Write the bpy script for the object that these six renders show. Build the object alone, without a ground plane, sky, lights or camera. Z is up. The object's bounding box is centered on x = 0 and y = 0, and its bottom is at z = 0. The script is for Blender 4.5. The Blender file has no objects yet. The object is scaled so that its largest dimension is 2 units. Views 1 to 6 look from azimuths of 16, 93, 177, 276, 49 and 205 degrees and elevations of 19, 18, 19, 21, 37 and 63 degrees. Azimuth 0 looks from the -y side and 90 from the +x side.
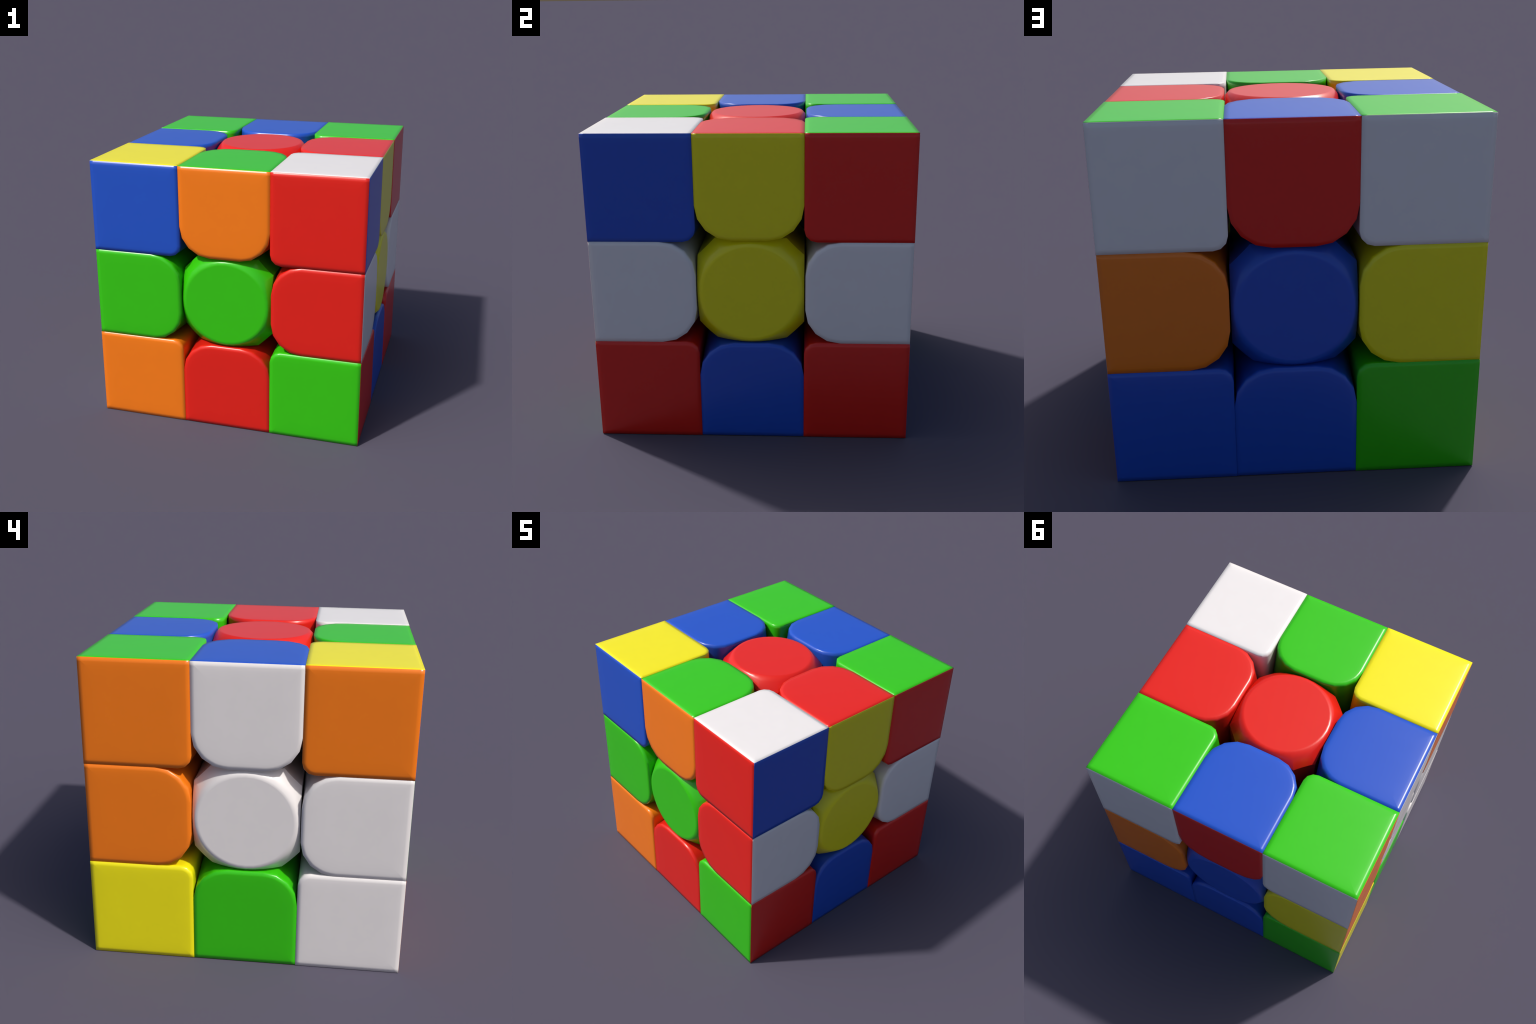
"""Stickerless 3x3x3 twisty puzzle cube: 8 corner pieces, 12 edge pieces,
6 centre caps and a dark inner core.  Every coloured panel is an outline in
the plane of one cube face, from which walls run inwards to meet the walls of
the panels on the neighbouring cube faces."""
import bpy, math
from mathutils import Vector

# ---------------------------------------------------------------- sizes (m)
HALF = 1.0                 # half of the cube's side
T = 1.0 / 3.0              # half width of one piece
GAP = 0.0004               # hairline between neighbouring pieces
CORNER_R = 0.078           # rounding of a corner panel's inner corner
EDGE_R = 0.222             # rounding of an edge panel's two inner corners
EDGE_INNER = T + 0.008     # edge panel's inner side
CENTRE_R = 0.314           # radius of the round centre panel
OCT_DEPTH = 0.093          # the centre flares to an octagon at this depth
OCT_HALF, OCT_CUT = T + 0.001, 0.111
BAND = 0.028               # soft shaded band along every panel edge
BEVEL = 0.002              # small real bevel along every panel edge
EDGE_SINK = 0.0015         # edge panels lie this much lower than corner panels
CENTRE_SINK = (0.0045, 0.006, 0.0025)   # and centre panels this much, by axis
START_TILT = 0.85          # how far the soft band has tilted where the bevel starts
CROWN = ((0.028, 0.08), (0.050, 0.024), (0.110, 0.008), (0.200, 0.0))   # (inset, tilt) of the faintly crowned field
STRETCH = Vector((0.9976, 0.9996, 0.9984))   # the cube is not perfectly cubic
ORIGIN = Vector((0, 0, HALF * STRETCH.z))

# ------------------------------------------------------------ colour layout
# rows from the top of each face down, as seen from outside that face
FACES = {
    "-y": (("blue", "orange", "red"), ("green", "green", "red"), ("orange", "red", "green")),
    "+x": (("blue", "yellow", "red"), ("white", "yellow", "white"), ("red", "blue", "red")),
    "+y": (("white", "red", "white"), ("orange", "blue", "yellow"), ("blue", "blue", "green")),
    "-x": (("orange", "white", "orange"), ("orange", "white", "white"), ("yellow", "green", "white")),
    "+z": (("green", "blue", "green"), ("blue", "red", "red"), ("yellow", "green", "white")),
    "-z": (("blue", "green", "yellow"), ("yellow", "orange", "yellow"), ("orange", "orange", "yellow")),
}
# axis, sign, direction of "right" and of "down" when looking at the face
VIEW = {
    "-y": (1, -1, (1, 0, 0), (0, 0, -1)), "+x": (0, 1, (0, 1, 0), (0, 0, -1)),
    "+y": (1, 1, (-1, 0, 0), (0, 0, -1)), "-x": (0, -1, (0, -1, 0), (0, 0, -1)),
    "+z": (2, 1, (1, 0, 0), (0, -1, 0)), "-z": (2, -1, (1, 0, 0), (0, 1, 0)),
}
PLASTIC = {   # base colours, linear
    "red": (0.70, 0.016, 0.008), "orange": (0.86, 0.20, 0.008),
    "yellow": (0.83, 0.75, 0.007), "green": (0.037, 0.52, 0.005),
    "blue": (0.017, 0.085, 0.51), "white": (0.775, 0.745, 0.735),
}


def panel_colour(cell, axis):
    """Colour of the panel of the piece at grid cell (-1..1)^3 facing `axis`."""
    for key, (ax, sg, right, down) in VIEW.items():
        if ax == axis and cell[axis] == sg:
            c = sum(cell[i] * right[i] for i in range(3)) + 1
            r = sum(cell[i] * down[i] for i in range(3)) + 1
            return FACES[key][r][c]


# ---------------------------------------------------------------- materials
def plastic(name, rgb, rough=0.30):
    m = bpy.data.materials.new(name)
    m.use_nodes = True
    nt = m.node_tree
    bsdf = nt.nodes["Principled BSDF"]
    bsdf.inputs["Roughness"].default_value = rough
    bsdf.inputs["IOR"].default_value = 1.5
    tc = nt.nodes.new("ShaderNodeTexCoord")
    noise = nt.nodes.new("ShaderNodeTexNoise")
    noise.inputs["Scale"].default_value = 9.0
    noise.inputs["Detail"].default_value = 4.0
    ramp = nt.nodes.new("ShaderNodeValToRGB")
    ramp.color_ramp.elements[0].position = 0.35
    ramp.color_ramp.elements[1].position = 0.65
    ramp.color_ramp.elements[0].color = [c * 0.985 for c in rgb] + [1]
    ramp.color_ramp.elements[1].color = list(rgb) + [1]
    nt.links.new(tc.outputs["Object"], noise.inputs["Vector"])
    nt.links.new(noise.outputs["Fac"], ramp.inputs["Fac"])
    nt.links.new(ramp.outputs["Color"], bsdf.inputs["Base Color"])
    return m


MATS = {k: plastic(k + "_plastic", v) for k, v in PLASTIC.items()}
CORE_MAT = plastic("dark_core_plastic", (0.012, 0.012, 0.013), 0.5)


# ------------------------------------------------------- mesh with own normals
class Shell:
    """Collects faces with a normal for every face corner, welding vertices."""

    def __init__(self):
        self.v, self.index, self.faces = [], {}, []

    def vert(self, p):
        k = tuple(round(c, 5) for c in p)
        if k not in self.index:
            self.index[k] = len(self.v)
            self.v.append(Vector(p))
        return self.index[k]

    def face(self, pts, normals, mat, out):
        ids, ns = [], []
        for p, n in zip(pts, normals):
            i = self.vert(p)
            if i not in ids:
                ids.append(i)
                ns.append(n)
        if len(ids) < 3:
            return
        a = Vector((0, 0, 0))
        for i in range(1, len(ids) - 1):
            a += (self.v[ids[i]] - self.v[ids[0]]).cross(self.v[ids[i + 1]] - self.v[ids[0]])
        if a.length < 1e-9:
            return
        if a.dot(out) < 0:
            ids.reverse()
            ns.reverse()
        self.faces.append((ids, ns, mat))

    def build(self, name, mats, origin):
        me = bpy.data.meshes.new(name)
        me.from_pydata([(v - origin) * STRETCH for v in self.v], [], [f[0] for f in self.faces])
        for m in mats:
            me.materials.append(MATS[m] if m in MATS else CORE_MAT)
        for poly, f in zip(me.polygons, self.faces):
            poly.material_index = mats.index(f[2])
            poly.use_smooth = True
        flat = [None] * len(me.loops)
        for poly, f in zip(me.polygons, self.faces):
            for li, vi in zip(poly.loop_indices, poly.vertices):
                flat[li] = f[1][f[0].index(vi)].normalized()
        me.normals_split_custom_set(flat)
        ob = bpy.data.objects.new(name, me)
        bpy.context.scene.collection.objects.link(ob)
        ob.location = origin * STRETCH + ORIGIN
        return ob


# --------------------------------------------------------------- the pieces
# An outline is a list of (u, v, side normals); a side normal tagged "outer"
# belongs to a sharp edge of the whole cube and gets no wall.
# The two roundings have few, visible facets on the rim, while the rings further
# in follow a true circle: such vertices carry (cu, cv, r, facet radius) as well.
ARC_STEPS = 3


def arc(cx, cy, r, a0, a1, facets):
    n = facets * ARC_STEPS
    half_facet = math.radians((a1 - a0) / facets / 2)
    pts = []
    for i in range(n + 1):
        a = math.radians(a0 + (a1 - a0) * i / n)
        off = half_facet * (2 * (i % ARC_STEPS) / ARC_STEPS - 1)
        rf = r * math.cos(half_facet) / math.cos(off)
        pts.append((cx + rf * math.cos(a), cy + rf * math.sin(a),
                    [(math.cos(a), math.sin(a))], (cx, cy, r, rf)))
    return pts


def corner_outline(hi):
    """Square from T to the cube edge in both directions, inner corner rounded."""
    lo, m = T + GAP, BAND
    pts = [(hi, hi - m, [(1, 0)]), (hi, hi, [(1, 0), (0, 1)]), (hi - m, hi, [(0, 1)]),
           (lo + m, hi, [(0, 1)]), (lo, hi, [(0, 1), (-1, 0)]), (lo, hi - m, [(-1, 0)])]
    pts += arc(lo + CORNER_R, lo + CORNER_R, CORNER_R, 180, 270, 3)
    pts += [(hi - m, lo, [(0, -1)]), (hi, lo, [(0, -1), (1, 0)]), (hi, lo + m, [(1, 0)])]
    return pts, [(lo, lo)]


def edge_outline(hi):
    """u runs along the cube edge, v towards it; both inner corners rounded."""
    w, lo, m = T - GAP, EDGE_INNER, BAND
    pts = [(w, hi - m, [(1, 0)]), (w, hi, [(0, 1), (1, 0)]), (w - m, hi, [(0, 1)]),
           (-w + m, hi, [(0, 1)]), (-w, hi, [(0, 1), (-1, 0)]), (-w, hi - m, [(-1, 0)])]
    pts += arc(-w + EDGE_R, lo + EDGE_R, EDGE_R, 180, 270, 4)
    pts += arc(w - EDGE_R, lo + EDGE_R, EDGE_R, 270, 360, 4)
    return pts, [(-w, lo), (w, lo)]


def add_panel(shell, axis, sign, uv_axes, uv_signs, outline, tips, radius, taper, outer_axes, half, mat):
    """Flat panel, soft band and bevel at its rim, and the walls running inwards.

    Rounded walls taper: they run into the square inner corners (`tips`)."""
    ua, va = uv_axes

    def point(u, v, depth=0.0):
        p = [0, 0, 0]
        p[axis] = sign * (half - depth)
        p[ua] = uv_signs[0] * u
        p[va] = uv_signs[1] * v
        return Vector(p)

    def direction(n2):
        d = [0, 0, 0]
        d[ua] = uv_signs[0] * n2[0]
        d[va] = uv_signs[1] * n2[1]
        return Vector(d)

    n = Vector([sign if i == axis else 0 for i in range(3)])
    k = len(outline)

    def is_outer(s):      # does this side lie on a sharp edge of the cube?
        d = direction(s)
        return any(abs(d[a]) > 0.99 and d[a] * outer_axes[a] > 0 for a in outer_axes)

    def depth_at(u, v):   # walls stop half way to the neighbouring panel
        p = point(u, v)
        return min(half - abs(p[a]) for a in outer_axes)

    def inset(i, d):
        u, v, ns = outline[i][:3]
        if len(outline[i]) > 3:
            cu, cv, r, rf = outline[i][3]
            r = rf + (r - rf) * min(1.0, d / BAND) - d
            return cu + r * ns[0][0], cv + r * ns[0][1]
        return u - d * sum(s[0] for s in ns), v - d * sum(s[1] for s in ns)

    # arc vertices strictly inside a rounding (its two ends stay on the side planes)
    is_arc = [len(o[2]) == 1 and min(abs(c) for c in o[2][0]) > 1e-6 for o in outline]

    # three rings on the panel: flat field, start of the bevel, bevel crest
    field, start, crest, start_n, crest_n = [], [], [], [], []
    for i, o in enumerate(outline):
        ns = o[2]
        out = sum((direction(s) for s in ns), Vector())
        c = BEVEL * (0.42 if len(ns) == 2 else 0.29)
        field.append(point(*inset(i, BAND)))
        start.append(point(*inset(i, BEVEL)))
        crest.append(point(*inset(i, c), c))
        start_n.append((n + out * START_TILT).normalized())
        crest_n.append((n + out).normalized())
    # the field, faintly crowned towards its border
    us, vs = [o[0] for o in outline], [o[1] for o in outline]

    def clamp(x, values, d):
        return min(max(x, min(values) + d), max(values) - d)

    rings = []
    for d, tilt in CROWN:
        ring = []
        for i, o in enumerate(outline):
            ns = o[2]
            q = inset(i, min(d, radius) if is_arc[i] else d)
            out = sum((direction(s) for s in ns), Vector())
            ring.append((point(clamp(q[0], us, d), clamp(q[1], vs, d)), (n + out * tilt).normalized()))
        rings.append(ring)
    soft = [r[1] for r in rings[0]]
    shell.face([r[0] for r in rings[-1]], [n] * k, mat, n)
    for a, b in zip(rings, rings[1:]):
        for i in range(k):
            j = (i + 1) % k
            shell.face([a[i][0], a[j][0], b[j][0], b[i][0]], [a[i][1], a[j][1], b[j][1], b[i][1]], mat, n)
    for i in range(k):
        j = (i + 1) % k
        shell.face([start[i], start[j], field[j], field[i]],
                   [start_n[i], start_n[j], soft[j], soft[i]], mat, n)
        shell.face([crest[i], crest[j], start[j], start[i]],
                   [crest_n[i], crest_n[j], start_n[j], start_n[i]], mat, n)
        # the side normals this stretch of the outline has at its two ends
        s0, s1 = max(((a, b) for a in outline[i][2] for b in outline[j][2]),
                     key=lambda ab: ab[0][0] * ab[1][0] + ab[0][1] * ab[1][1])
        if is_outer(s0) and is_outer(s1):
            continue
        columns = []
        for m, s in ((i, s0), (j, s1)):
            u, v, ns = outline[m][:3]
            w = direction(s)
            if len(ns) == 2:      # end at the cube edge: shared with the next panel
                o = [q for q in ns if q != s][0]
                e = BEVEL * 0.29
                q = point(u - e * o[0], v - e * o[1], e)
                columns.append([(crest[m], crest_n[m]), (q, w), (q, w), (q, w)])
                continue
            d = depth_at(u, v)
            tip = min(tips, key=lambda t: (t[0] - u) ** 2 + (t[1] - v) ** 2)
            if is_arc[m]:
                t = taper
                bu, bv = u + (tip[0] - u) * t, v + (tip[1] - v) * t
                bd = d + (depth_at(*tip) - d) * t
            else:
                bu, bv, bd = u, v, d
            f = min(1.0, BAND / max(bd, 1e-6))
            columns.append([(crest[m], crest_n[m]),
                            (point(u, v, BEVEL), (w + n * START_TILT).normalized()),
                            (point(u + (bu - u) * f, v + (bv - v) * f, min(BAND, bd)), w),
                            (point(bu, bv, bd), w)])
        out = direction(s0) + direction(s1)
        a, b = columns
        for r in range(3):
            shell.face([a[r][0], b[r][0], b[r + 1][0], a[r + 1][0]],
                       [a[r][1], b[r][1], b[r + 1][1], a[r + 1][1]], mat, out)


def corner_piece(cell):
    shell, mats = Shell(), []
    outline, tips = corner_outline(HALF)
    for axis in range(3):
        ua, va = [a for a in range(3) if a != axis]
        colour = panel_colour(cell, axis)
        mats.append(colour)
        add_panel(shell, axis, cell[axis], (ua, va), (cell[ua], cell[va]), outline, tips, CORNER_R, 1.0,
                  {a: cell[a] for a in (ua, va)}, HALF, colour)
    mats = list(dict.fromkeys(mats))
    return shell.build("corner_piece", mats, Vector(cell) * (2 * T))


def edge_piece(cell):
    shell, mats = Shell(), []
    along = cell.index(0)
    outer = [a for a in range(3) if cell[a]]
    half = HALF - EDGE_SINK
    outline, tips = edge_outline(half)
    for axis in outer:
        va = [a for a in outer if a != axis][0]
        colour = panel_colour(cell, axis)
        mats.append(colour)
        add_panel(shell, axis, cell[axis], (along, va), (1, cell[va]), outline, tips, EDGE_R, 0.8,
                  {va: cell[va]}, half, colour)
    mats = list(dict.fromkeys(mats))
    return shell.build("edge_piece", mats, Vector(cell) * (2 * T))


def centre_piece(cell):
    """Round panel flaring to an octagonal shaft that goes down to the core."""
    shell = Shell()
    axis = [i for i in range(3) if cell[i]][0]
    sign = cell[axis]
    ua, va = [a for a in range(3) if a != axis]
    colour = panel_colour(cell, axis)
    n = Vector([sign if i == axis else 0 for i in range(3)])

    def point(u, v, depth):
        p = [0, 0, 0]
        p[axis], p[ua], p[va] = sign * (HALF - CENTRE_SINK[axis] - depth), u, v
        return Vector(p)

    def direction(u, v):
        p = [0, 0, 0]
        p[ua], p[va] = u, v
        return Vector(p)

    c = OCT_HALF - OCT_CUT
    octagon = [(OCT_HALF, -c), (OCT_HALF, c), (c, OCT_HALF), (-c, OCT_HALF),
               (-OCT_HALF, c), (-OCT_HALF, -c), (-c, -OCT_HALF), (c, -OCT_HALF)]
    # sample the octagon so that its vertices are kept and the circle is smooth
    ring = []
    for i in range(8):
        (x0, y0), (x1, y1) = octagon[i], octagon[(i + 1) % 8]
        steps = 8 if i % 2 == 0 else 5
        for s in range(steps):
            t = s / steps
            ring.append((x0 + (x1 - x0) * t, y0 + (y1 - y0) * t))
    k = len(ring)
    unit = [Vector(q).normalized() for q in ring]
    circ = [(q.x * CENTRE_R, q.y * CENTRE_R) for q in unit]
    flat = [(q.x * (CENTRE_R - CENTRE_BAND), q.y * (CENTRE_R - CENTRE_BAND)) for q in unit]
    radial = [direction(q.x, q.y) for q in unit]
        # the shoulder is a cone cut off by the eight walls, so its lower edge rises
    # towards the middle of every side
    run = math.hypot(OCT_HALF, c) - CENTRE_R
    flare = [(r * OCT_DEPTH + n * run).normalized() for r in radial]
    lip_depth = [OCT_DEPTH * (Vector(q).length - CENTRE_R) / run for q in ring]
    rim = [(n + f).normalized() for f in flare]
    shell.face([point(*q, 0) for q in flat], [n] * k, colour, n)
    for i in range(k):
        j = (i + 1) % k
        out = radial[i] + radial[j]
        shell.face([point(*circ[i], 0), point(*circ[j], 0), point(*flat[j], 0), point(*flat[i], 0)],
                   [rim[i], rim[j], n, n], colour, n)
        mid, md = [], []
        for m in (i, j):
            mid.append(tuple(circ[m][e] * 0.65 + ring[m][e] * 0.35 for e in (0, 1)))
            md.append(lip_depth[m] * 0.35)
        shell.face([point(*circ[i], 0), point(*circ[j], 0), point(*mid[1], md[1]), point(*mid[0], md[0])],
                   [rim[i], rim[j], flare[j], flare[i]], colour, out)
        side = (Vector(ring[j]) - Vector(ring[i]))
        wall = direction(side.y, -side.x)
        if wall.dot(out) < 0:
            wall = -wall
        wall.normalize()
        lip = [(flare[m] * 0.7 + wall * 0.3).normalized() for m in (i, j)]
        shell.face([point(*mid[0], md[0]), point(*mid[1], md[1]), point(*ring[j], lip_depth[j]), point(*ring[i], lip_depth[i])],
                   [flare[i], flare[j], lip[1], lip[0]], colour, out)
        shell.face([point(*ring[i], lip_depth[i]), point(*ring[j], lip_depth[j]),
                    point(*ring[j], 2 * T), point(*ring[i], 2 * T)], [wall] * 4, colour, out)
    shell.face([point(*q, 2 * T) for q in ring], [-n] * k, colour, -n)
    return shell.build("centre_piece", [colour], Vector(cell) * (2 * T))


CENTRE_BAND = 0.020


def core():
    shell = Shell()
    h = T - 0.002
    for axis in range(3):
        ua, va = [a for a in range(3) if a != axis]
        for sg in (-1, 1):
            pts = []
            for u, v in ((-h, -h), (h, -h), (h, h), (-h, h)):
                p = [0, 0, 0]
                p[axis], p[ua], p[va] = sg * h, u, v
                pts.append(Vector(p))
            n = Vector([sg if i == axis else 0 for i in range(3)])
            shell.face(pts, [n] * 4, "core", n)
    return shell.build("inner_core", ["core"], Vector((0, 0, 0)))


# ------------------------------------------------------------------ assemble
root = bpy.data.objects.new("puzzle_cube", None)
bpy.context.scene.collection.objects.link(root)
root["label"] = "scrambled three by three puzzle cube in glossy coloured plastic"
root["category"] = "puzzle cube"

parts = [core()]
for x in (-1, 0, 1):
    for y in (-1, 0, 1):
        for z in (-1, 0, 1):
            cell = (x, y, z)
            kind = sum(1 for c in cell if c)
            if kind == 3:
                parts.append(corner_piece(cell))
            elif kind == 2:
                parts.append(edge_piece(cell))
            elif kind == 1:
                parts.append(centre_piece(cell))
for p in parts:
    p.parent = root
